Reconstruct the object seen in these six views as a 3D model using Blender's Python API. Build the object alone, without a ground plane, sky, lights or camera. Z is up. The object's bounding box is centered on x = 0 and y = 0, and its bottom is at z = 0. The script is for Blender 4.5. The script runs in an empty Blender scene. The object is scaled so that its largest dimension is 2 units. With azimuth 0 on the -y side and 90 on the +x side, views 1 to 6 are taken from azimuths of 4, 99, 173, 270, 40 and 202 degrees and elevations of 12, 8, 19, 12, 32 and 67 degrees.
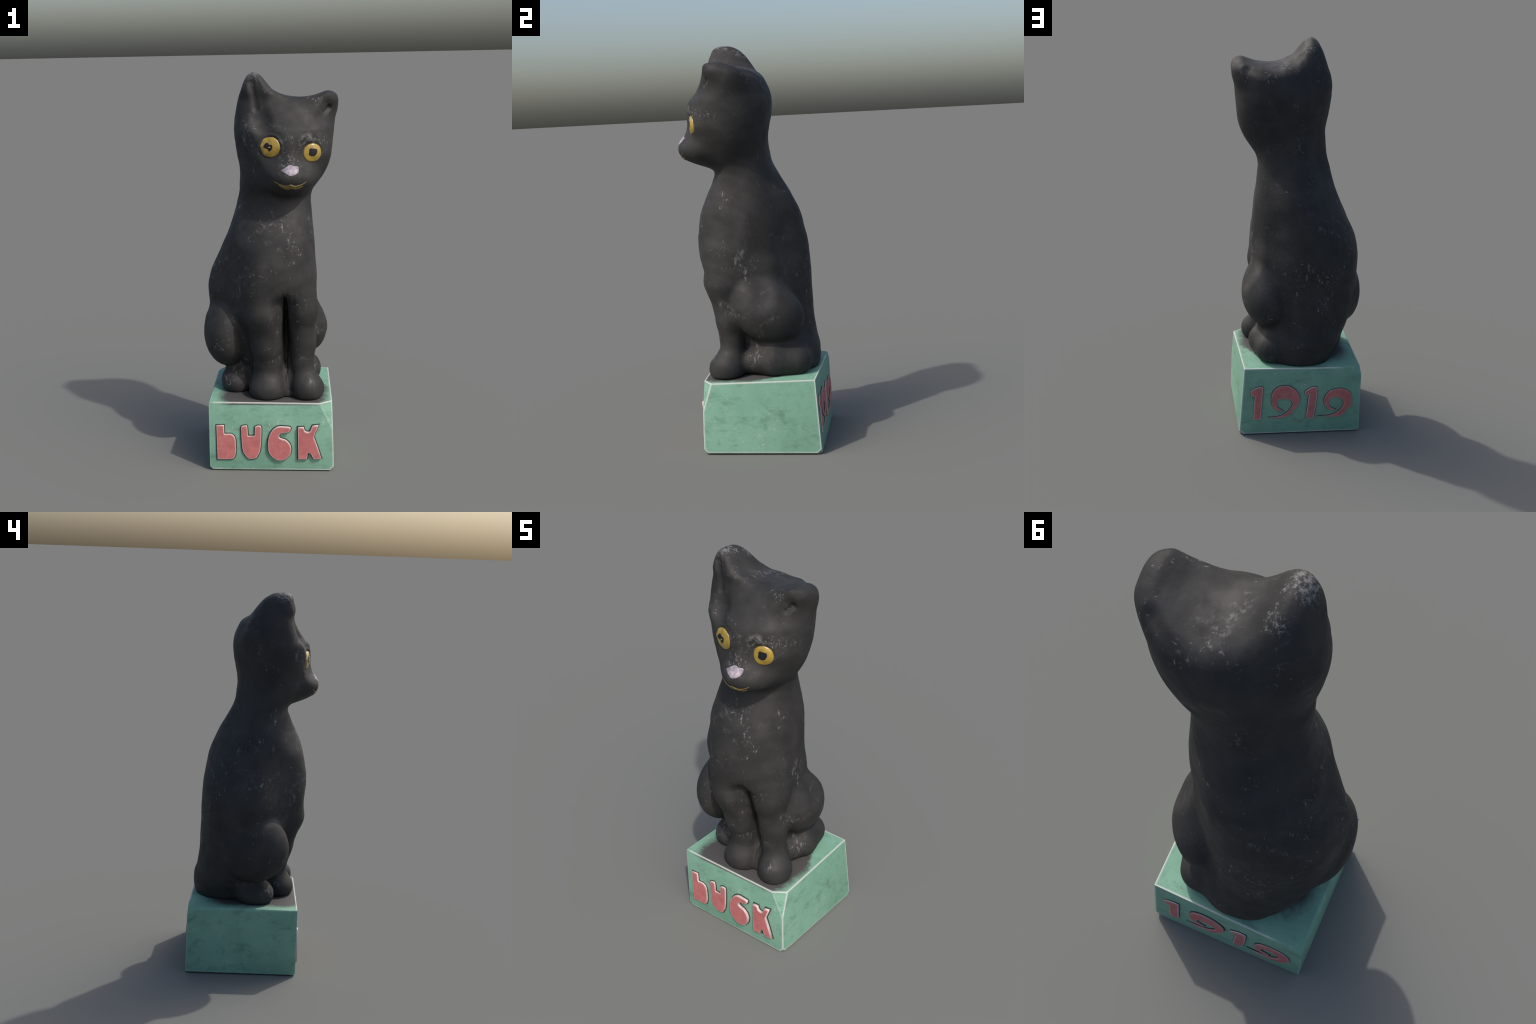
"""Painted black cat figurine sitting on a green plinth with raised red lettering.

The cat is one smooth clay body described as a signed-distance field (lofted trunk,
tapered limbs, ellipsoid haunches and paws, carved ear hollows), polygonised here and
then separated into anatomical parts that share border vertices and normals."""
import bpy, bmesh, math
import numpy as np
from mathutils import Vector, Matrix

rng = np.random.default_rng(7)

# ------------------------------------------------------------------ small maths helpers
def hermite(xs, ys):
    """smooth (monotone-limited) cubic through control points"""
    xs = np.array(xs, float); ys = np.array(ys, float)
    h = np.diff(xs); d = np.diff(ys) / h
    m = np.zeros_like(ys); m[0], m[-1] = d[0], d[-1]
    for i in range(1, len(xs) - 1):
        m[i] = 0 if d[i-1]*d[i] <= 0 else (h[i-1]+h[i]) / (h[i-1]/d[i] + h[i]/d[i-1]) if True else 0
    def f(x):
        x = np.clip(x, xs[0], xs[-1]); i = np.clip(np.searchsorted(xs, x) - 1, 0, len(h) - 1)
        t = (x - xs[i]) / h[i]; t2 = t*t; t3 = t2*t
        return ((2*t3-3*t2+1)*ys[i] + (t3-2*t2+t)*h[i]*m[i] + (-2*t3+3*t2)*ys[i+1] + (t3-t2)*h[i]*m[i+1])
    return f

def smin(a, b, k):
    h = np.maximum(k - np.abs(a - b), 0) / k
    return np.minimum(a, b) - h*h*k*0.25

def smax(a, b, k):
    return -smin(-a, -b, k)

def smoothstep(a, b, x):
    t = np.clip((x - a) / (b - a), 0, 1)
    return t*t*(3 - 2*t)

# ------------------------------------------------------------------ primitives
def ellipsoid(P, c, r, rot_z=0.0, tilt_x=0.0):
    x, y, z = P[0]-c[0], P[1]-c[1], P[2]-c[2]
    if rot_z:
        s, k = math.sin(rot_z), math.cos(rot_z); x, y = k*x + s*y, -s*x + k*y
    if tilt_x:
        s, k = math.sin(tilt_x), math.cos(tilt_x); y, z = k*y + s*z, -s*y + k*z
    k1 = np.sqrt((x/r[0])**2 + (y/r[1])**2 + (z/r[2])**2) + 1e-9
    k2 = np.sqrt((x/r[0]**2)**2 + (y/r[1]**2)**2 + (z/r[2]**2)**2) + 1e-9
    return k1*(k1 - 1)/k2

def capsule(P, a, b, ra, rb):
    a = np.array(a); b = np.array(b); ab = b - a
    t = ((P[0]-a[0])*ab[0] + (P[1]-a[1])*ab[1] + (P[2]-a[2])*ab[2]) / (ab @ ab)
    t = np.clip(t, 0, 1)
    d = np.sqrt((P[0]-a[0]-t*ab[0])**2 + (P[1]-a[1]-t*ab[1])**2 + (P[2]-a[2]-t*ab[2])**2)
    return d - (ra + (rb - ra)*t)

class Loft:
    """vertical loft: at each height an oval with left/right/front/back extents; the last four
    columns slim (+) or fill out (-) its front-left, front-right, back-right and back-left shoulders"""
    def __init__(self, rows):
        cols = list(zip(*rows))
        self.f = [hermite(cols[0], c) for c in cols[1:]]
    def __call__(self, P):
        xl, xr, yf, yb, c1, c2, c3, c4 = [f(P[2]) for f in self.f]
        dx = P[0] - (xl + xr)/2; dy = P[1] - (yf + yb)/2
        u = dx/((xr - xl)/2); v = dy/((yb - yf)/2)
        c = np.where(v < 0, np.where(u < 0, c1, c2), np.where(u < 0, c4, c3))
        r2 = u*u + v*v + 1e-9
        k = np.sqrt(np.maximum(r2 + 4*c*u*u*v*v/r2, 1e-6))
        return np.sqrt(dx*dx + dy*dy + 1e-9)*(1 - 1/k)*0.9

# ------------------------------------------------------------------ the cat's control profiles
#     z     left    right   front   back    shoulders: fl, fr, br, bl
TRUNK = Loft([
    (0.340, -0.150, 0.140, -0.060, 0.280, 0.00, -0.05, 0.00, -0.080),
    (0.370, -0.185, 0.165, -0.080, 0.300, 0.00, -0.05, 0.00, -0.080),
    (0.420, -0.205, 0.180, -0.090, 0.310, 0.00, -0.05, 0.00, -0.080),
    (0.470, -0.230, 0.190, -0.090, 0.308, 0.00, -0.05, 0.03, -0.080),
    (0.530, -0.258, 0.195, -0.110, 0.292, 0.05, -0.05, 0.08, -0.080),
    (0.610, -0.293, 0.200, -0.140, 0.281, 0.12, -0.08, 0.16, 0.000),
    (0.700, -0.314, 0.210, -0.180, 0.276, 0.25, -0.12, 0.26, 0.00),
    (0.800, -0.322, 0.228, -0.232, 0.274, 0.36, -0.20, 0.28, -0.04),
    (0.850, -0.326, 0.233, -0.256, 0.274, 0.560, -0.180, 0.28, -0.05),
    (0.900, -0.328, 0.236, -0.272, 0.273, 0.620, -0.180, 0.28, -0.05),
    (1.000, -0.308, 0.235, -0.284, 0.266, 0.600, -0.200, 0.360, -0.05),
    (1.050, -0.287, 0.232, -0.283, 0.260, 0.500, -0.200, 0.360, -0.03),
    (1.100, -0.263, 0.228, -0.275, 0.251, 0.300, -0.200, 0.320, 0.02),
    (1.170, -0.230, 0.222, -0.259, 0.235, 0.06, -0.22, 0.22, 0.08),
    (1.250, -0.198, 0.215, -0.230, 0.202, -0.02, -0.16, 0.16, 0.220),
    (1.330, -0.172, 0.210, -0.192, 0.159, -0.06, -0.12, 0.10, 0.380),
    (1.400, -0.154, 0.205, -0.168, 0.122, -0.05, -0.08, 0.05, 0.500),
    (1.460, -0.132, 0.193, -0.160, 0.093, 0.00, 0.00, 0.00, 0.400),
    (1.540, -0.118, 0.180, -0.150, 0.075, 0.00, 0.00, 0.00, 0.12),
])
HEAD = Loft([
    (1.360, -0.100, 0.175, -0.150, 0.070, 0.05, 0.05, 0.05, 0.300),
    (1.410, -0.122, 0.204, -0.200, 0.082, 0.05, 0.08, 0.05, 0.300),
    (1.450, -0.136, 0.238, -0.230, 0.094, 0.05, 0.12, 0.08, 0.320),
    (1.500, -0.140, 0.275, -0.252, 0.099, 0.05, 0.12, 0.060, 0.200),
    (1.550, -0.145, 0.298, -0.272, 0.106, 0.080, 0.06, -0.010, 0.14),
    (1.610, -0.157, 0.313, -0.287, 0.117, 0.120, -0.06, -0.050, 0.14),
    (1.660, -0.164, 0.319, -0.289, 0.127, 0.100, -0.030, -0.040, 0.14),
    (1.720, -0.168, 0.325, -0.278, 0.132, -0.050, -0.020, -0.020, 0.12),
    (1.770, -0.167, 0.331, -0.238, 0.126, -0.140, 0.000, 0.020, 0.12),
    (1.820, -0.158, 0.344, -0.204, 0.115, -0.260, -0.100, 0.02, 0.180),
    (1.870, -0.140, 0.358, -0.187, 0.112, -0.340, -0.250, -0.06, 0.180),
    (1.920, -0.122, 0.362, -0.200, 0.100, -0.360, -0.300, -0.08, 0.150),
    (1.970, -0.106, 0.350, -0.202, 0.080, -0.360, -0.300, -0.08, 0.05),
    (2.060, -0.076, 0.350, -0.200, 0.050, -0.360, -0.15, -0.08, 0.05),
])
CREST = hermite([-0.25, -0.16, -0.105, -0.066, -0.03, 0.0, 0.03, 0.066, 0.115, 0.165, 0.219, 0.258, 0.298, 0.34, 0.42],
                [1.955, 2.008, 2.015, 2.005, 1.978, 1.940, 1.909, 1.892, 1.878, 1.873, 1.879, 1.891, 1.902, 1.902, 1.87])
CREST_DROP = hermite([-0.4, -0.20, -0.12, -0.09, -0.04, 0.0, 0.05, 0.10, 0.16, 0.3],
                     [0.06, 0.008, 0.0, 0.0, 0.018, 0.046, 0.100, 0.175, 0.28, 0.6])
CREST_SLOPE = hermite([-0.2, -0.1, -0.05, 0.03, 0.10, 0.20, 0.30, 0.4], [1.4, 1.35, 1.15, 0.39, 0.18, 0.15, 0.60, 1.15])

def crest_plane(P):
    x, y, z = P
    return (z - CREST(x) + CREST_DROP(y)*CREST_SLOPE(x))*0.75

def jaw_plane(P):
    # underside of the chin: rises towards the muzzle
    return (1.419 - (P[1] + 0.18)*0.16 - P[2])*0.95

def lumps(P, amp=0.0009):
    x, y, z = P
    return amp*(np.sin(23*x + 11*z + 1.3)*np.sin(19*y - 17*z) + 0.7*np.sin(41*z + 13*x + 2.0)*np.sin(37*y + 29*x)
                + 0.45*np.sin(71*x - 53*z)*np.sin(67*y + 61*z + 0.7))

PARTS = ["torso", "head", "ear_a", "ear_b", "foreleg_a", "foreleg_b", "paw_a", "paw_b",
         "hindleg_a", "hindleg_b", "foot_a", "foot_b", "muzzle"]

def pieces(P):
    d = {}
    d["torso"] = smax(TRUNK(P), P[2] - 1.52, 0.08)
    head = smax(HEAD(P), crest_plane(P) - 0.003, 0.065)
    d["head"] = smax(head, jaw_plane(P), 0.05)
    d["muzzle"] = ellipsoid(P, (0.115, -0.208, 1.503), (0.118, 0.128, 0.080))
    # forelegs (a = cat's right, b = cat's left)
    d["foreleg_a"] = smin(smin(capsule(P, (-0.045, -0.158, 0.99), (-0.036, -0.184, 0.81), 0.098, 0.093),
                               capsule(P, (-0.036, -0.184, 0.81), (-0.020, -0.144, 0.64), 0.093, 0.078), 0.03),
                          capsule(P, (-0.020, -0.144, 0.64), (-0.012, -0.106, 0.43), 0.078, 0.075), 0.03)
    d["foreleg_b"] = smin(smin(capsule(P, (0.138, -0.150, 0.99), (0.155, -0.147, 0.82), 0.086, 0.081),
                               capsule(P, (0.155, -0.147, 0.82), (0.158, -0.119, 0.64), 0.081, 0.066), 0.03),
                          capsule(P, (0.158, -0.119, 0.64), (0.159, -0.112, 0.43), 0.066, 0.057), 0.03)
    d["paw_a"] = ellipsoid(P, (-0.018, -0.148, 0.402), (0.098, 0.090, 0.081))
    d["paw_b"] = ellipsoid(P, (0.185, -0.146, 0.404), (0.085, 0.087, 0.083))
    d["web"] = capsule(P, (0.080, -0.110, 0.62), (0.084, -0.142, 0.36), 0.018, 0.034)
    d["hindleg_a"] = ellipsoid(P, (-0.236, -0.026, 0.674), (0.118, 0.174, 0.180), rot_z=0.10, tilt_x=0.25)
    d["hindleg_b"] = smin(ellipsoid(P, (0.182, 0.038, 0.722), (0.095, 0.138, 0.156), rot_z=0.2),
                          ellipsoid(P, (0.158, 0.118, 0.662), (0.095, 0.138, 0.122), rot_z=0.35, tilt_x=-0.35), 0.09)
    d["foot_a"] = ellipsoid(P, (-0.185, -0.028, 0.412), (0.083, 0.102, 0.086))
    d["foot_b"] = smin(capsule(P, (0.145, -0.020, 0.430), (0.170, 0.090, 0.440), 0.062, 0.078),
                       capsule(P, (0.170, 0.090, 0.440), (0.140, 0.195, 0.430), 0.078, 0.082), 0.02)
    return d

CARVES = [  # (from, to, radius from, radius to, softness)
    ((-0.060, -0.212, 1.945), (-0.030, -0.240, 1.785), 0.028, 0.036, 0.040),   # right ear, broad hollow
    ((-0.030, -0.246, 1.785), (0.000, -0.318, 1.695), 0.036, 0.040, 0.045),    # brow falls away to the eye
    ((-0.072, -0.180, 1.950), (-0.050, -0.192, 1.830), 0.009, 0.013, 0.016),   # right ear, deep fold
    ((0.300, -0.172, 1.834), (0.262, -0.208, 1.778), 0.020, 0.018, 0.030),     # left ear hollow
    ((0.300, -0.142, 1.826), (0.280, -0.158, 1.806), 0.011, 0.009, 0.014),     # left ear, deep pit
    ((0.268, 0.048, 1.872), (0.200, 0.098, 1.856), 0.014, 0.006, 0.042),       # crease behind the left ear
    ((0.004, -0.362, 1.636), (0.006, -0.362, 1.652), 0.097, 0.095, 0.045),     # right eye socket
    ((0.224, -0.334, 1.620), (0.226, -0.334, 1.624), 0.085, 0.085, 0.040),     # left eye socket
    ((0.077, -0.262, 0.850), (0.078, -0.225, 0.740), 0.046, 0.032, 0.045),     # hollow where the forelegs part
    ((0.084, -0.302, 1.588), (0.078, -0.318, 1.556), 0.003, 0.005, 0.010),     # crease beside the nose
]

def body(P):
    d = pieces(P)
    f = smin(d["torso"], d["head"], 0.05)
    f = smin(f, d["muzzle"], 0.07)
    legs = np.minimum(smin(d["foreleg_a"], d["paw_a"], 0.045), smin(d["foreleg_b"], d["paw_b"], 0.045))
    legs = smin(legs, d["web"], 0.02)
    f = smin(f, legs, 0.032)
    f = smin(f, d["hindleg_a"], 0.023)
    f = smin(f, d["hindleg_b"], 0.026)
    f = smin(f, d["foot_a"], 0.040)
    f = smin(f, d["foot_b"], 0.030)
    for a, b, ra, rb, k in CARVES:
        f = smax(f, -capsule(P, a, b, ra, rb), k)
    f = smax(f, -ellipsoid(P, (0.078, -0.230, 0.670), (0.019, 0.145, 0.235)), 0.022)      # slit between the forelegs
    f = smax(f, -ellipsoid(P, (0.337, 0.070, 0.970), (0.118, 0.110, 0.240)), 0.060)       # flatter left flank
    f = smax(f, 0.3640 - P[2], 0.014)
    for c in ((0.018, -0.268, 1.649), (0.219, -0.250, 1.619)):                      # lids: a faint ring round each eye
        r = np.sqrt((P[0]-c[0])**2 + (P[1]-c[1])**2 + (P[2]-c[2])**2)
        f = f - 0.0035*np.exp(-((r - 0.060)/0.008)**2)*smoothstep(-0.03, 0.03, P[2]-c[2])
    return f + lumps(P)

# ------------------------------------------------------------------ polygonise (surface nets)
def surface_nets(func, lo, hi, h):
    n = [int(math.ceil((hi[i]-lo[i])/h)) + 1 for i in range(3)]
    ax = [lo[i] + h*np.arange(n[i]) for i in range(3)]
    # coarse pass first; only blocks near the surface are sampled finely
    B = 5; n = [int(math.ceil(m/B))*B for m in n]
    ax = [lo[i] + h*np.arange(n[i]) for i in range(3)]
    mid = [a.reshape(-1, B).mean(1) for a in ax]
    coarse = func(np.meshgrid(*mid, indexing='ij'))
    F = np.repeat(np.repeat(np.repeat(coarse, B, 0), B, 1), B, 2).astype(np.float32)
    near = np.repeat(np.repeat(np.repeat(np.abs(coarse) < B*h*1.7, B, 0), B, 1), B, 2)
    I = np.argwhere(near)
    F[near] = func((ax[0][I[:, 0]], ax[1][I[:, 1]], ax[2][I[:, 2]]))
    S = F < 0
    cnt = np.zeros([m-1 for m in n], np.int8)
    off = [(i, j, k) for i in (0, 1) for j in (0, 1) for k in (0, 1)]
    def sub(A, o): return A[o[0]:n[0]-1+o[0], o[1]:n[1]-1+o[1], o[2]:n[2]-1+o[2]]
    for o in off: cnt += sub(S, o)
    act = (cnt > 0) & (cnt < 8)
    idx = -np.ones(act.shape, np.int64); cells = np.argwhere(act); idx[act] = np.arange(len(cells))
    corner = {o: F[cells[:, 0]+o[0], cells[:, 1]+o[1], cells[:, 2]+o[2]].astype(float) for o in off}
    acc = np.zeros((len(cells), 3)); num = np.zeros(len(cells))
    for a in off:
        for axis in range(3):
            if a[axis]: continue
            b = list(a); b[axis] = 1; b = tuple(b)
            fa, fb = corner[a], corner[b]; m = (fa < 0) != (fb < 0)
            t = np.where(m, fa/np.where(m, fa-fb, 1), 0)
            p = np.array(a, float)[None].repeat(len(cells), 0); p[:, axis] = t
            acc[m] += p[m]; num[m] += 1
    V = np.array(lo) + h*(cells + acc/num[:, None])
    quads = []
    for axis in range(3):
        u, v = [(1, 2), (2, 0), (0, 1)][axis]
        A = S.take(range(n[axis]-1), axis); B = S.take(range(1, n[axis]), axis)
        E_ = np.argwhere(A != B)
        E_ = E_[(E_[:, u] > 0) & (E_[:, v] > 0) & (E_[:, u] < n[u]-1) & (E_[:, v] < n[v]-1)]
        flip = A[E_[:, 0], E_[:, 1], E_[:, 2]]
        def cell(du, dv):
            c = E_.copy(); c[:, u] -= du; c[:, v] -= dv
            return idx[c[:, 0], c[:, 1], c[:, 2]]
        q = np.stack([cell(1, 1), cell(0, 1), cell(0, 0), cell(1, 0)], 1)
        q = np.where(flip[:, None], q, q[:, ::-1])
        quads.append(q)
    return V, np.concatenate(quads)

def gradient(func, V, e=0.0015):
    g = np.zeros_like(V)
    for i in range(3):
        d = np.zeros(3); d[i] = e
        g[:, i] = (func(tuple((V + d).T)) - func(tuple((V - d).T)))/(2*e)
    return g

def front_y(func, x, z):
    """y of the body's front surface at (x, z), marching from in front"""
    x = np.asarray(x, float).ravel(); z = np.asarray(z, float).ravel()
    y = np.full_like(x, -0.46)
    for _ in range(60):
        y = y + np.clip(func((x, y, z)), -0.02, 0.05)*0.7
    return y

# ------------------------------------------------------------------ scene helpers
def add_mesh(name, verts, faces, mat, parent, smooth=True):
    me = bpy.data.meshes.new(name)
    me.from_pydata([tuple(map(float, v)) for v in verts], [], [tuple(map(int, f)) for f in faces])
    me.update()
    if smooth: me.polygons.foreach_set("use_smooth", [True]*len(me.polygons))
    ob = bpy.data.objects.new(name, me); bpy.context.collection.objects.link(ob)
    if mat: me.materials.append(mat)
    ob.parent = parent
    return ob

def empty(name, label, category):
    ob = bpy.data.objects.new(name, None); bpy.context.collection.objects.link(ob)
    ob["label"] = label; ob["category"] = category
    return ob

# ------------------------------------------------------------------ node helpers
class Nodes:
    def __init__(self, name):
        self.mat = bpy.data.materials.new(name); self.mat.use_nodes = True
        self.t = self.mat.node_tree; self.b = self.t.nodes["Principled BSDF"]
        self.co = self.new("ShaderNodeTexCoord").outputs["Object"]
    def new(self, kind, **kw):
        n = self.t.nodes.new(kind)
        for k, v in kw.items(): setattr(n, k, v)
        return n
    def put(self, sock, v):
        if hasattr(v, "is_linked") or hasattr(v, "links"): self.t.links.new(v, sock)
        elif isinstance(v, (tuple, list)) and len(v) == 3 and sock.type == 'RGBA': sock.default_value = (*v, 1)
        else: sock.default_value = v
    def math(self, op, a, b=0.0, c=0.0, clamp=False):
        n = self.new("ShaderNodeMath", operation=op, use_clamp=clamp)
        for s, v in zip(n.inputs, (a, b, c)): self.put(s, v)
        return n.outputs[0]
    def ramp(self, v, lo, hi, a=0.0, b=1.0):
        n = self.new("ShaderNodeMapRange", interpolation_type='SMOOTHSTEP')
        for s, x in zip(n.inputs[:5], (v, lo, hi, a, b)): self.put(s, x)
        return n.outputs[0]
    def noise(self, scale, detail=4, rough=0.55, dist=0.0, stretch=(1, 1, 1), rot=(0, 0, 0), shift=(0, 0, 0)):
        m = self.new("ShaderNodeMapping"); self.put(m.inputs[0], self.co)
        m.inputs["Scale"].default_value = stretch; m.inputs["Rotation"].default_value = rot
        m.inputs["Location"].default_value = shift
        n = self.new("ShaderNodeTexNoise"); self.put(n.inputs["Vector"], m.outputs[0])
        n.inputs["Scale"].default_value = scale; n.inputs["Detail"].default_value = detail
        n.inputs["Roughness"].default_value = rough; n.inputs["Distortion"].default_value = dist
        return n.outputs["Fac"]
    def mix(self, f, a, b):
        n = self.new("ShaderNodeMix", data_type='RGBA')
        self.put(n.inputs[0], f); self.put(n.inputs[6], a); self.put(n.inputs[7], b)
        return n.outputs[2]
    def xyz(self):
        n = self.new("ShaderNodeSeparateXYZ"); self.put(n.inputs[0], self.co); return n.outputs
    def near(self, c, r0, r1):
        """1 inside radius r0 of point c, falling to 0 at r1"""
        n = self.new("ShaderNodeVectorMath", operation='DISTANCE')
        self.put(n.inputs[0], self.co); n.inputs[1].default_value = c
        return self.ramp(n.outputs["Value"], r0, r1, 1.0, 0.0)
    def worn_edge(self, radius, lo, hi):
        bv = self.new("ShaderNodeBevel", samples=8); bv.inputs["Radius"].default_value = radius
        g = self.new("ShaderNodeNewGeometry")
        d = self.new("ShaderNodeVectorMath", operation='DOT_PRODUCT')
        self.put(d.inputs[0], bv.outputs[0]); self.put(d.inputs[1], g.outputs["Normal"])
        return self.ramp(d.outputs["Value"], hi, lo, 0.0, 1.0)
    def finish(self, color, rough, bump=None, strength=0.2, dist=0.004, spec=0.5):
        self.put(self.b.inputs["Base Color"], color); self.put(self.b.inputs["Roughness"], rough)
        self.b.inputs["Specular IOR Level"].default_value = spec
        if bump is not None:
            n = self.new("ShaderNodeBump"); n.inputs["Strength"].default_value = strength
            n.inputs["Distance"].default_value = dist; self.put(n.inputs["Height"], bump)
            self.put(self.b.inputs["Normal"], n.outputs[0])
        return self.mat

def scratches(N, lo=0.60, hi=0.72, patch_lo=0.48, patch_hi=0.66):
    """clusters of short pale rubbed flecks, dense in a few places and stray elsewhere"""
    patch = N.ramp(N.noise(6.0, 4, 0.65, 0.4), patch_lo, patch_hi)
    lift = N.math('MULTIPLY', N.math('SUBTRACT', patch, 1.0), 0.13)
    a = N.ramp(N.math('ADD', N.noise(70, 5, 0.72, 0.25, (1, 1, 0.42), (0.3, 0.5, 0.2)), lift), lo, hi)
    b = N.ramp(N.math('ADD', N.noise(105, 4, 0.7, 0.2, (0.4, 1, 1), (0.2, 0.7, 0.9), (3, 1, 2)), lift), lo + 0.02, hi + 0.02)
    return N.math('MAXIMUM', a, b), patch

def mat_black_paint():
    N = Nodes("black_paint")
    tone = N.ramp(N.noise(9, 4, 0.6), 0.3, 0.75)
    col = N.mix(tone, (0.0225, 0.0220, 0.0220), (0.0355, 0.0345, 0.0338))
    fleck, _ = scratches(N, 0.535, 0.69, 0.45, 0.68)
    tip = N.math('MAXIMUM', N.near((-0.072, -0.13, 1.98), 0.010, 0.10), N.math('MULTIPLY', N.near((-0.045, -0.03, 1.955), 0.01, 0.07), 0.8))
    tip = N.math('MAXIMUM', tip, N.math('MULTIPLY', N.near((0.0, -0.16, 1.91), 0.0, 0.06), 0.8))
    tip = N.ramp(N.math('ADD', tip, N.math('MULTIPLY', N.math('SUBTRACT', N.noise(75, 6, 0.75, 0.4), 0.5), 4.0)), 0.62, 1.3)
    face = N.near((0.11, -0.34, 1.57), 0.03, 0.10)
    face = N.math('MULTIPLY', face, N.ramp(N.noise(70, 4, 0.7, 0.4, (1.6, 1, 0.5)), 0.5, 0.72))
    lid = N.math('MAXIMUM', N.near((0.198, -0.265, 1.672), 0.02, 0.055), N.near((0.060, -0.28, 1.665), 0.004, 0.035))
    lid = N.math('MULTIPLY', lid, N.ramp(N.noise(45, 4, 0.6), 0.42, 0.66))
    smear = N.ramp(N.noise(4.3, 5, 0.7, 0.6, (1, 1, 0.8), (0, 0, 0), (5.1, 2.2, 0.7)), 0.58, 0.68)
    smear = N.math('MULTIPLY', smear, N.ramp(N.noise(48, 5, 0.75, 0.3, (1, 1, 0.4), (0.4, 0.2, 0.3)), 0.46, 0.68))
    fleck = N.math('MAXIMUM', fleck, N.math('MULTIPLY', smear, 0.6))
    wear = N.math('MAXIMUM', N.math('MULTIPLY', fleck, 0.60), N.math('MULTIPLY', tip, 0.50))
    wear = N.math('MAXIMUM', wear, N.math('MULTIPLY', N.math('MAXIMUM', N.math('MULTIPLY', face, 0.7), lid), 0.5), clamp=True)
    col = N.mix(wear, col, (0.30, 0.295, 0.295))
    grain = N.math('ADD', N.noise(60, 5, 0.6, 0.3), N.math('MULTIPLY', wear, 0.5))
    rough = N.ramp(N.noise(14, 3), 0.3, 0.7, 0.58, 0.74)
    return N.finish(col, rough, grain, 0.18, 0.006, 0.28)

def mat_green(top_paint=True):
    N = Nodes("green_plaster_paint")
    g = N.mix(N.ramp(N.noise(5, 5, 0.65, 0.3), 0.3, 0.7), (0.158, 0.315, 0.228), (0.195, 0.370, 0.275))
    cloud = N.ramp(N.noise(12, 6, 0.72, 0.25, (1, 1, 1.6)), 0.48, 0.76)
    g = N.mix(N.math('MULTIPLY', cloud, 0.7), g, (0.085, 0.175, 0.125))
    streak = N.ramp(N.noise(46, 5, 0.75, 0.2, (0.6, 1, 1.7)), 0.54, 0.74)
    g = N.mix(N.math('MULTIPLY', streak, 0.25), g, (0.075, 0.15, 0.11))
    fleck, _ = scratches(N, 0.555, 0.69, 0.44, 0.68)
    g = N.mix(N.math('MULTIPLY', fleck, 0.6), g, (0.52, 0.54, 0.50))
    # black paint spilling round the cat on the top face
    X, Y, Zc = N.xyz()
    jitter = N.math('MULTIPLY', N.math('SUBTRACT', N.noise(38, 5, 0.7, 0.4), 0.5), 0.09)
    jitter2 = N.math('MULTIPLY', N.math('SUBTRACT', N.noise(6, 2), 0.5), 0.10)
    ex = N.math('DIVIDE', N.math('ABSOLUTE', N.math('SUBTRACT', X, 0.01)), 0.300)
    ey = N.math('DIVIDE', N.math('ABSOLUTE', N.math('ADD', Y, 0.048)), 0.300)
    rr = N.math('POWER', N.math('ADD', N.math('POWER', ex, 4.0), N.math('POWER', ey, 4.0)), 0.25)
    rr = N.math('ADD', rr, N.math('MULTIPLY', N.math('ADD', jitter, jitter2), 2.0))
    # green corner at the back right
    corner = N.ramp(N.math('ADD', N.math('ADD', X, Y), jitter), 0.26, 0.38, 0.0, 0.35)
    rr = N.math('ADD', rr, corner)
    spill = N.math('MULTIPLY', N.ramp(rr, 0.80, 1.03, 1.0, 0.0), N.ramp(Zc, 0.345, 0.355))
    spill_speck = N.ramp(N.noise(85, 3, 0.65, 0.6, (0.6, 1, 1)), 0.64, 0.72, 1.0, 0.5)
    g = N.mix(N.math('MULTIPLY', spill, spill_speck), g, (0.062, 0.059, 0.059))
    edge = N.worn_edge(0.014, 0.975, 0.999)
    rag = N.math('ADD', edge, N.math('MULTIPLY', N.math('ADD', N.math('SUBTRACT', N.noise(50, 5, 0.75), 0.5), N.math('SUBTRACT', N.noise(9, 2), 0.52)), 1.5))
    rag = N.math('MULTIPLY', N.ramp(rag, 0.42, 0.62), N.ramp(edge, 0.02, 0.2))
    rag = N.math('MULTIPLY', rag, N.ramp(X, -0.308, -0.275, 0.18, 0.9))
    rag = N.math('MULTIPLY', rag, N.math('SUBTRACT', 1.0, N.math('MULTIPLY', N.near((-0.29, 0.31, 0.35), 0.06, 0.12), 0.9)))
    g = N.mix(rag, g, (0.56, 0.57, 0.54))
    grain = N.math('ADD', N.noise(50, 6, 0.65, 0.4), N.math('MULTIPLY', fleck, 0.4))
    return N.finish(g, 0.72, grain, 0.15, 0.005, 0.3)

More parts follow.
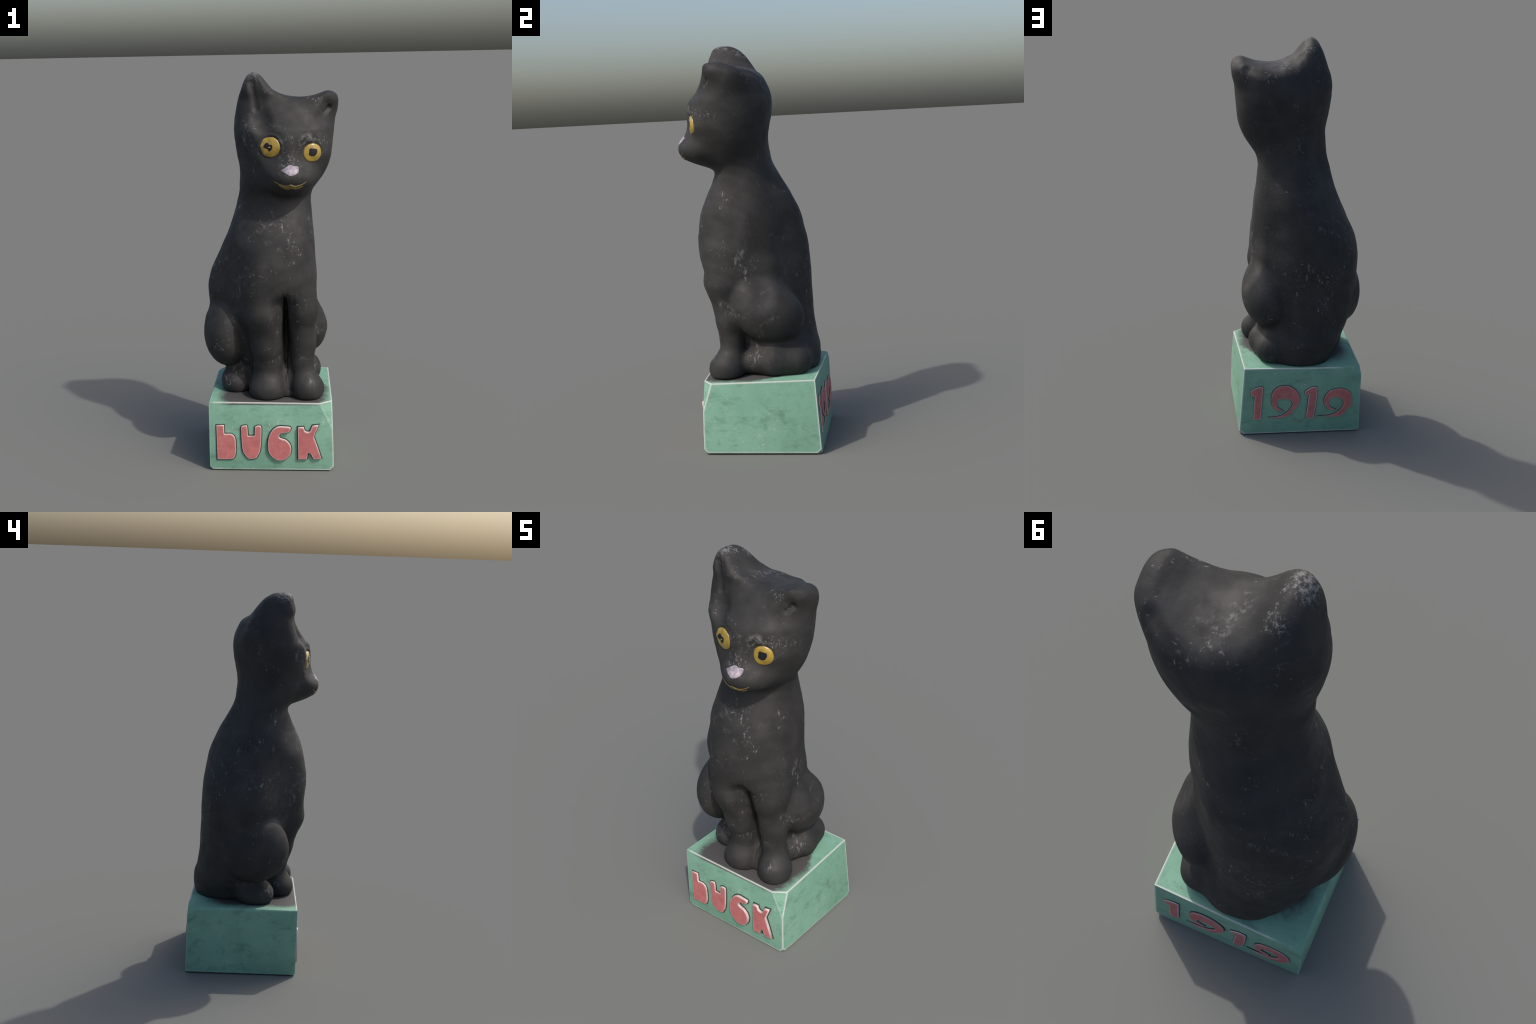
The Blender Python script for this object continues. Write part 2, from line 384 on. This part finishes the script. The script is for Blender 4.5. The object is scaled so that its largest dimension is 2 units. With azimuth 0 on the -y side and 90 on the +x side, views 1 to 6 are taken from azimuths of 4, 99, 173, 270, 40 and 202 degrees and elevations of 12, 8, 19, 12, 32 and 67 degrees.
def mat_red(name, rim):
    N = Nodes(name)
    r = N.mix(N.ramp(N.noise(22, 5, 0.65), 0.35, 0.7), (0.480, 0.155, 0.150), (0.385, 0.120, 0.118))
    fleck, _ = scratches(N, 0.56, 0.70, 0.35, 0.6)
    r = N.mix(N.math('MULTIPLY', fleck, 0.5), r, (0.55, 0.42, 0.40))
    edge = N.worn_edge(0.009, 0.96, 0.998)
    rag = N.math('ADD', edge, N.math('MULTIPLY', N.math('SUBTRACT', N.noise(60, 4, 0.7), 0.5), 1.0))
    # the cut sides of the letters are bare plaster
    side = N.new("ShaderNodeSeparateXYZ"); N.put(side.inputs[0], N.new("ShaderNodeNewGeometry").outputs["True Normal"])
    bare = N.ramp(N.math('ABSOLUTE', side.outputs["Y"]), 0.85, 0.55)
    rag = N.math('MAXIMUM', N.ramp(rag, 0.35, 0.6), N.math('MULTIPLY', bare, N.ramp(N.noise(40, 4, 0.7), 0.3, 0.45)))
    r = N.mix(N.math('MULTIPLY', rag, rim), r, (0.58, 0.56, 0.55))
    return N.finish(r, 0.68, N.noise(70, 5, 0.6), 0.12, 0.004, 0.3)

def mat_simple(name, a, b, scale, rough, coat=0.0, spec=0.5, metallic=0.0):
    N = Nodes(name)
    c = N.mix(N.ramp(N.noise(scale, 5, 0.65, 0.3), 0.35, 0.68), a, b)
    N.b.inputs["Coat Weight"].default_value = coat; N.b.inputs["Coat Roughness"].default_value = 0.18
    N.b.inputs["Metallic"].default_value = metallic
    return N.finish(c, rough, N.noise(scale*1.7, 4, 0.6), 0.15, 0.003, spec)

M_BLACK = mat_black_paint()
M_GREEN = mat_green()
M_RED = mat_red("red_lettering_paint", 0.72)
M_RED_DULL = mat_red("red_digit_paint", 0.25)
M_LINE = mat_simple("baked_shade_dark", (0.018, 0.026, 0.022), (0.035, 0.055, 0.045), 40, 0.8)
M_EYE = mat_simple("yellow_enamel", (0.37, 0.245, 0.036), (0.23, 0.155, 0.020), 38, 0.32, 0.7)
M_PUPIL = mat_simple("pupil_enamel", (0.008, 0.008, 0.011), (0.014, 0.014, 0.018), 30, 0.5, 0.0, 0.25)
M_NOSE = mat_simple("pale_pink_paint", (0.40, 0.345, 0.40), (0.17, 0.145, 0.18), 48, 0.65)
M_LIP = mat_simple("gold_paint", (0.20, 0.135, 0.020), (0.11, 0.075, 0.014), 60, 0.35, 0.3, 0.6)

statue = empty("cat_figurine", "black painted cat sitting on green plinth with red letters", "cat statue")

# ------------------------------------------------------------------ build the cat
H = 0.0055
V, Q = surface_nets(body, (-0.40, -0.38, 0.34), (0.40, 0.36, 2.04), H)
for _ in range(3):
    f = body(tuple(V.T)); g = gradient(body, V)
    V = V - np.clip(f/np.maximum((g*g).sum(1), 0.15), -0.01, 0.01)[:, None]*g
NRM = gradient(body, V); NRM /= np.linalg.norm(NRM, axis=1)[:, None] + 1e-9

fc = V[Q].mean(1)
d = pieces(tuple(fc.T))
names = ["torso", "head", "foreleg_a", "foreleg_b", "paw_a", "paw_b", "hindleg_a", "hindleg_b", "foot_a", "foot_b"]
D = np.stack([d[n] for n in names], 1)
D[:, 0] -= 0.004
lab = D.argmin(1)
x, y, z = fc.T
lab[(z > 1.02) & (z < 1.41)] = 0
lab[(z > 1.41 - 0.10*np.clip(-y - 0.15, 0, 1))] = 1
lab[(z > 0.86) & (z <= 1.02)] = 0
ear_r = (z > 1.60 + 1.05*(x + 0.28)*1.0) & (z > 1.82 + 0.55*(x + 0.0)) & (x < 0.06) & (z > 1.84)
ear_l = (x > 0.235) & (z > 1.79 - 0.75*(x - 0.30)) & (z > 1.77)
final = np.array(names, dtype=object)[lab]
final[ear_r] = "ear_a"; final[ear_l] = "ear_b"
head_ob = None
order = [("torso", "torso"), ("head", "head"), ("ear_a", "ear"), ("ear_b", "ear"), ("foreleg_a", "foreleg"),
         ("foreleg_b", "foreleg"), ("paw_a", "front_paw"), ("paw_b", "front_paw"), ("hindleg_a", "hindleg"),
         ("hindleg_b", "hindleg"), ("foot_a", "hind_foot"), ("foot_b", "hind_foot")]
for key, nm in order:
    F = Q[final == key]
    if not len(F): continue
    used, inv = np.unique(F, return_inverse=True)
    F = inv.reshape(F.shape)
    par = head_ob if nm == "ear" else statue
    ob = add_mesh(nm, V[used], F, M_BLACK, par)
    ob.data.normals_split_custom_set_from_vertices([tuple(n) for n in NRM[used]])
    if nm == "head": head_ob = ob

# ------------------------------------------------------------------ face pieces laid on the surface
def polar_patch(name, cx, cz, outline, bulge, mat, lift=0.002, rings=14, spokes=64, power=0.5, tilt=0.0):
    """a domed enamel patch: outline(angle) gives radius (rx, rz); laid on the face"""
    ang = np.linspace(0, 2*np.pi, spokes, endpoint=False)
    ox, oz = outline(ang)
    xs, zs, hs = [cx], [cz], [bulge + lift]
    rr = np.sin(np.linspace(0, 1, rings + 1)[1:]*np.pi/2)
    for r in rr:
        xs += list(cx + r*ox); zs += list(cz + r*oz)
        hs += [lift + bulge*max(0.0, 1 - r*r)**power]*spokes
    xs += list(cx + 1.03*ox); zs += list(cz + 1.03*oz); hs += [-0.006]*spokes
    ys = front_y(body, xs, zs)
    P = np.stack([xs, ys, zs], 1)
    # lay on a smoothed direction so the dome stays tidy
    g = gradient(body, P, 0.012); n = g.mean(0); n /= np.linalg.norm(n)
    P = P + np.array(hs)[:, None]*n
    F = [(0, 1 + (i+1) % spokes, 1 + i) for i in range(spokes)]
    for k in range(rings):
        a = 1 + k*spokes; b = a + spokes
        F += [(a+i, a+(i+1) % spokes, b+(i+1) % spokes, b+i) for i in range(spokes)]
    ob = add_mesh(name, P, F, mat, head_ob)
    bm = bmesh.new(); bm.from_mesh(ob.data); bmesh.ops.recalc_face_normals(bm, faces=bm.faces)
    bm.to_mesh(ob.data); bm.free()
    return ob

def blob(rx, rz, *waves):
    def f(a):
        k = 1 + sum(w*np.cos(m*a + p) for m, w, p in waves)
        return rx*k*np.cos(a), rz*k*np.sin(a)
    return f

def drawn(cx, cz, pts, size):
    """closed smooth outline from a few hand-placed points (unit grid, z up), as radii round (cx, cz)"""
    p = np.array(pts, float)
    def f(a):
        n = len(p); k = a/(2*np.pi)*n; i = k.astype(int) % n; t = (k - k.astype(int))[:, None]
        p0, p1, p2, p3 = p[i-1], p[i], p[(i+1) % n], p[(i+2) % n]
        q = 0.5*(2*p1 + (p2-p0)*t + (2*p0-5*p1+4*p2-p3)*t*t + (3*p1-p0-3*p2+p3)*t**3)
        return q[:, 0]*size - cx, q[:, 1]*size - cz
    return f

EYE = drawn(0, 0, [(1.0, 0.28), (0.74, 0.74), (0.33, 0.99), (-0.26, 0.97), (-0.68, 0.79), (-0.91, 0.38), (-1.0, -0.03),
                   (-0.68, -0.73), (-0.15, -1.0), (0.32, -0.97), (0.79, -0.68), (1.0, -0.20)], 0.0475)
EYE_B = drawn(0, 0, [(0.98, 0.15), (0.80, 0.68), (0.30, 1.02), (-0.25, 1.0), (-0.75, 0.70), (-0.98, 0.15), (-0.95, -0.35),
                     (-0.60, -0.88), (0.0, -1.03), (0.55, -0.90), (0.90, -0.45)], 0.0425)
polar_patch("eye", 0.018, 1.649, EYE, 0.014, M_EYE, lift=0.000)
polar_patch("eye", 0.219, 1.619, EYE_B, 0.014, M_EYE, lift=0.000)
polar_patch("pupil", 0.018, 1.649, drawn(0, 0, [(0.32, -0.03), (0.26, 0.24), (0.0, 0.29), (-0.09, 0.40), (-0.32, 0.42), (-0.58, 0.09),
            (-0.38, -0.10), (-0.18, -0.17), (-0.06, -0.38), (0.15, -0.32)], 0.0490), 0.0020, M_PUPIL, lift=0.0128)
polar_patch("pupil", 0.219, 1.622, drawn(0, 0, [(0.43, 0.02), (0.38, 0.28), (0.08, 0.36), (-0.30, 0.38), (-0.38, 0.05), (-0.40, -0.22),
            (-0.20, -0.39), (0.13, -0.41), (0.34, -0.22)], 0.0470), 0.0020, M_PUPIL, lift=0.0128)
polar_patch("painted_glint", 0.018, 1.649, blob(0.0050, 0.0038, (2, 0.2, 0)), 0.0006, M_EYE, lift=0.0150, rings=4, spokes=20)
polar_patch("nose", 0.114, 1.541, drawn(0, 0, [(0.041, -0.004), (0.039, 0.016), (0.018, 0.021), (0.0, 0.026), (-0.022, 0.014), (-0.042, 0.001),
            (-0.030, -0.006), (-0.018, -0.014), (0.002, -0.023), (0.026, -0.017)], 1.0), 0.003, M_NOSE, lift=0.001)

def lip(name, centre, half, thick, mat):
    """a soft ridge following a curve across the muzzle; centre(t)->(x,z), half(t) half height"""
    t = np.linspace(-1, 1, 60); s = np.linspace(-1, 1, 11)
    T, S_ = np.meshgrid(t, s, indexing='ij')
    cx, cz = centre(T); hh = half(T)
    xs = cx.ravel(); zs = (cz + S_*hh).ravel()
    ys = front_y(body, xs, zs)
    P = np.stack([xs, ys, zs], 1); n = gradient(body, P, 0.006); n /= np.linalg.norm(n, axis=1)[:, None]
    prof = (np.sqrt(np.clip(1 - S_**2, 0, 1))*1.0 - 0.25).ravel()*thick*np.clip(1.15 - np.abs(T.ravel())**3, 0.0, 1)
    P = P + n*prof[:, None]
    F = [(i*11+j, (i+1)*11+j, (i+1)*11+j+1, i*11+j+1) for i in range(59) for j in range(10)]
    return add_mesh(name, P, F, mat, head_ob)

mouth_z = hermite([-1, -0.55, -0.2, 0.05, 0.35, 0.7, 1], [1.490, 1.474, 1.4675, 1.473, 1.466, 1.472, 1.485])
lip("upper_lip", lambda t: (0.112 + 0.078*t, mouth_z(t) + 0.001), lambda t: 0.0012 + 0.0022*(1 - t**2), 0.0035, M_LIP)
lip("lower_lip", lambda t: (0.116 + 0.060*t, mouth_z(t*0.76) - 0.007 - 0.004*(1-t**2)), lambda t: 0.0008 + 0.0085*(1 - t**2), 0.0045, M_LIP)

# ------------------------------------------------------------------ plinth
def plinth():
    bm = bmesh.new()
    # bottom and top corner rings (front-left, front-right, back-right, back-left)
    bot = [(-0.316, -0.258), (0.318, -0.258), (0.317, 0.328), (-0.319, 0.328)]
    top = [(-0.314, -0.257, 0.366), (0.311, -0.250, 0.358), (0.292, 0.306, 0.368), (-0.319, 0.322, 0.369)]
    vb = [bm.verts.new((x, y, 0.0)) for x, y in bot]; vt = [bm.verts.new(p) for p in top]
    bm.faces.new(vb[::-1]); bm.faces.new(vt)
    for i in range(4):
        j = (i + 1) % 4; bm.faces.new((vb[i], vb[j], vt[j], vt[i]))
    def cut(p, n):
        n = Vector(n).normalized()
        r = bmesh.ops.bisect_plane(bm, geom=bm.verts[:]+bm.edges[:]+bm.faces[:], plane_co=p, plane_no=n, clear_outer=True)
        ed = [e for e in r["geom_cut"] if isinstance(e, bmesh.types.BMEdge)]
        bmesh.ops.edgenet_fill(bm, edges=ed)
    def cut3(a, b, c, out):
        a, b, c = map(Vector, (a, b, c)); n = (b-a).cross(c-a)
        if n.dot(Vector(out)) < 0: n = -n
        cut(a, n)
    cut3((0.247, -0.2515, 0.357), (0.3115, -0.204, 0.357), (0.316, -0.256, 0.202), (1, -1, 0.4))      # chipped front corner
    for lift in (0.0, 0.35, -0.35):                                                                   # worn-round back corner
        cut((-0.303 + 0.008*abs(lift), 0.315 - 0.004*abs(lift), 0.351 - 0.004*lift), (-0.75 - lift, 0.75 - 0.3*lift, 0.9 + lift))
    cut((-0.309, 0, 0.367), (-0.5, 0, 1.0))                                                        # rounded left top edge
    cut((-0.318, 0, 0.355), (-1.0, 0, 0.7))
    cut((0.303, -0.252, 0.006), (1.0, -0.9, -0.8)); cut((-0.306, -0.252, 0.005), (-1, -0.9, -0.9))      # worn lower corners
    cut((0.306, 0.318, 0.010), (1, 0.9, -0.9))
    cut((0.305, 0, 0.0), (1, 0, -1.4)); cut((0, -0.252, 0), (0, -1, -1.2)); cut((0, 0.322, 0), (0, 1, -1.2)); cut((-0.308, 0, 0), (-1, 0, -1.2))
    bmesh.ops.recalc_face_normals(bm, faces=bm.faces)
    bmesh.ops.bevel(bm, geom=bm.edges[:], offset=0.004, segments=2, profile=0.6, affect='EDGES', clamp_overlap=True)
    me = bpy.data.meshes.new("plinth"); bm.to_mesh(me); bm.free()
    ob = bpy.data.objects.new("plinth", me); bpy.context.collection.objects.link(ob)
    me.materials.append(M_GREEN); ob.parent = statue
    me.shade_smooth() if hasattr(me, "shade_smooth") else None
    me.set_sharp_from_angle(angle=math.radians(25))
    return ob
base = plinth()

# ------------------------------------------------------------------ lettering
def spline_outline(items):
    """items: (x, z) corner or (x, z, 1) smooth point -> dense outline (corners kept, smooth points splined)"""
    n = len(items); out = []
    P = [np.array(p[:2], float) for p in items]; S = [len(p) > 2 for p in items]
    for i in range(n):
        a, b = P[i], P[(i+1) % n]
        if not (S[i] or S[(i+1) % n]):
            out.append(a); continue
        p0 = P[i-1] if S[i] else a - (b - a)*0.3
        p3 = P[(i+2) % n] if S[(i+1) % n] else b + (b - a)*0.3
        for t in np.linspace(0, 1, 7)[:-1]:
            out.append(0.5*((2*a) + (b-p0)*t + (2*p0-5*a+4*b-p3)*t*t + (3*a-p0-3*b+p3)*t**3))
    return np.array(out)

def relief(name, pts, y0, y1, mat, front, bevel=0.003, grow=0.0):
    cu = bpy.data.curves.new(name, 'CURVE'); cu.dimensions = '2D'; cu.fill_mode = 'BOTH'
    sp = cu.splines.new('POLY'); sp.points.add(len(pts)-1)
    for q, p in zip(sp.points, pts): q.co = (p[0], p[1], 0, 1)
    sp.use_cyclic_u = True
    cu.extrude = abs(y1-y0)/2 - bevel; cu.bevel_depth = bevel; cu.bevel_resolution = 1; cu.offset = grow - bevel
    ob = bpy.data.objects.new(name, cu); bpy.context.collection.objects.link(ob)
    me = bpy.data.meshes.new_from_object(ob.evaluated_get(bpy.context.evaluated_depsgraph_get()))
    bpy.data.objects.remove(ob)
    me.name = name
    ym = (y0+y1)/2
    # curve plane (x, z) stands upright
    M = Matrix(((1, 0, 0, 0), (0, 0, -1, ym), (0, 1, 0, 0), (0, 0, 0, 1)))
    me.transform(M)
    o = bpy.data.objects.new(name, me); bpy.context.collection.objects.link(o)
    me.materials.clear(); me.materials.append(mat); o.parent = base
    bm = bmesh.new(); bm.from_mesh(me); bmesh.ops.remove_doubles(bm, verts=bm.verts, dist=0.0002)
    bmesh.ops.recalc_face_normals(bm, faces=bm.faces); bm.to_mesh(me); bm.free()
    return o
# front word, control points (x, z); a third value marks a smooth point
WORD = {
    "letter_b": [(-0.2769, 0.2441), (-0.2383, 0.2444), (-0.2380, 0.1964), (-0.2034, 0.1967, 1), (-0.1849, 0.1802, 1), (-0.1795, 0.1437, 1), (-0.1806, 0.0970, 1), (-0.1874, 0.0735, 1), (-0.2035, 0.0616, 1), (-0.2762, 0.0609)],
    "letter_u": [(-0.1524, 0.2302), (-0.1485, 0.2385, 1), (-0.1365, 0.2419, 1), (-0.1209, 0.2387, 1), (-0.1173, 0.1875), (-0.0828, 0.1877), (-0.0810, 0.2357), (-0.0662, 0.2424, 1), (-0.0506, 0.2393, 1), (-0.0478, 0.2244), (-0.0514, 0.1449, 1), (-0.0578, 0.1015), (-0.0748, 0.0680), (-0.0931, 0.0644, 1), (-0.1151, 0.0649, 1), (-0.1269, 0.0741), (-0.1443, 0.1007), (-0.1496, 0.1440, 1)],
    "letter_s": [(0.0973, 0.2355, 1), (0.0997, 0.2240, 1), (0.0877, 0.2097, 1), (0.0596, 0.2071, 1), (0.0455, 0.1988, 1), (0.0421, 0.1839, 1), (0.0498, 0.1763, 1), (0.0747, 0.1676, 1), (0.0947, 0.1462, 1), (0.1022, 0.1197, 1), (0.0972, 0.0931, 1), (0.0766, 0.0678, 1), (0.0451, 0.0585, 1), (0.0139, 0.0689, 1), (-0.0108, 0.0987, 1), (-0.0170, 0.1386, 1), (-0.0119, 0.1817, 1), (0.0036, 0.2149, 1), (0.0257, 0.2349, 1), (0.0476, 0.2400, 1), (0.0787, 0.2386, 1)],
    "letter_k": [(0.1371, 0.2365), (0.1657, 0.2367), (0.1717, 0.2163), (0.1856, 0.2115, 1), (0.1981, 0.2149), (0.2107, 0.2446), (0.2402, 0.2481), (0.2165, 0.1870), (0.2333, 0.1376), (0.2547, 0.0713), (0.2344, 0.0671, 1), (0.2126, 0.0692), (0.2018, 0.0924, 1), (0.1941, 0.1007, 1), (0.1863, 0.0989), (0.1829, 0.0673), (0.1360, 0.0658)],
}
YEAR = [
    ("digit_one", [(0.2597, 0.2363), (0.2566, 0.2486, 1), (0.2329, 0.2619, 1), (0.2138, 0.2683), (0.1945, 0.2669), (0.1962, 0.2215, 1), (0.1991, 0.1716, 1), (0.2031, 0.0925), (0.2105, 0.0844, 1), (0.2364, 0.0837, 1), (0.2445, 0.0887), (0.2408, 0.1589, 1), (0.2369, 0.2177), (0.2562, 0.2202)]),
    ("digit_nine", [(0.0892, 0.1331), (0.1077, 0.1320, 1), (0.1306, 0.1419, 1), (0.1457, 0.1659, 1), (0.1506, 0.1948, 1), (0.1440, 0.2338, 1), (0.1205, 0.2614, 1), (0.0789, 0.2723, 1), (0.0366, 0.2583, 1), (0.0098, 0.2270, 1), (0.0030, 0.1963, 1), (0.0094, 0.1642, 1), (0.0297, 0.1361, 1), (0.0423, 0.1185, 1), (0.0565, 0.1046, 1), (0.0904, 0.0933, 1), (0.1229, 0.0899, 1), (0.1555, 0.0956), (0.1166, 0.0980, 1), (0.0811, 0.1111, 1), (0.0526, 0.1370, 1), (0.0387, 0.1636, 1), (0.0459, 0.1872, 1), (0.0640, 0.1987, 1), (0.0932, 0.1998, 1), (0.1140, 0.1934, 1), (0.1223, 0.1758, 1), (0.1162, 0.1504, 1)]),
    ("digit_one", [(-0.0249, 0.2293), (-0.0287, 0.2399, 1), (-0.0478, 0.2535, 1), (-0.0637, 0.2618), (-0.0904, 0.2609), (-0.0897, 0.2180, 1), (-0.0853, 0.1605, 1), (-0.0762, 0.0956), (-0.0717, 0.0841, 1), (-0.0571, 0.0811, 1), (-0.0389, 0.0844, 1), (-0.0337, 0.0937), (-0.0400, 0.1479, 1), (-0.0464, 0.2178), (-0.0278, 0.2203)]),
    ("digit_nine", [(-0.1882, 0.1311), (-0.1702, 0.1293, 1), (-0.1502, 0.1363, 1), (-0.1310, 0.1642, 1), (-0.1278, 0.1878, 1), (-0.1371, 0.2162, 1), (-0.1622, 0.2404, 1), (-0.2010, 0.2497, 1), (-0.2372, 0.2448, 1), (-0.2646, 0.2222, 1), (-0.2746, 0.1858, 1), (-0.2696, 0.1534, 1), (-0.2464, 0.1216, 1), (-0.2275, 0.1004, 1), (-0.1950, 0.0901, 1), (-0.1587, 0.0893, 1), (-0.1173, 0.0947), (-0.1551, 0.0961, 1), (-0.1908, 0.1092, 1), (-0.2194, 0.1336, 1), (-0.2313, 0.1621, 1), (-0.2235, 0.1877, 1), (-0.1999, 0.2012, 1), (-0.1738, 0.1986, 1), (-0.1546, 0.1867, 1), (-0.1523, 0.1652, 1), (-0.1630, 0.1430, 1)]),
]
for nm, items in WORD.items():
    pts = spline_outline(items)
    relief(nm, pts, -0.245, -0.2725 if nm in ("letter_s", "letter_k") else -0.2670, M_RED, True)
    relief("baked_shade_outline", pts, -0.245, -0.2590, M_LINE, True, bevel=0.0005, grow=0.0045)  # dark shading halo round each letter, modelled as a slightly larger thin plate
for nm, items in YEAR:
    pts = spline_outline(items)
    one = nm == "digit_one"
    ob = relief(nm, pts, -0.012, 0.006 if one else 0.007, M_RED if one else M_RED_DULL, False, bevel=0.002 if one else 0.0008)
    line = relief("baked_shade_outline", pts, -0.012, 0.0012, M_LINE, False, bevel=0.0004, grow=0.002)
    for v in list(ob.data.vertices) + list(line.data.vertices):
        lean = 0.060 + (0.016 - 0.060)*(0.3 - v.co.x)/0.6
        v.co.y += 0.328 - lean*v.co.z
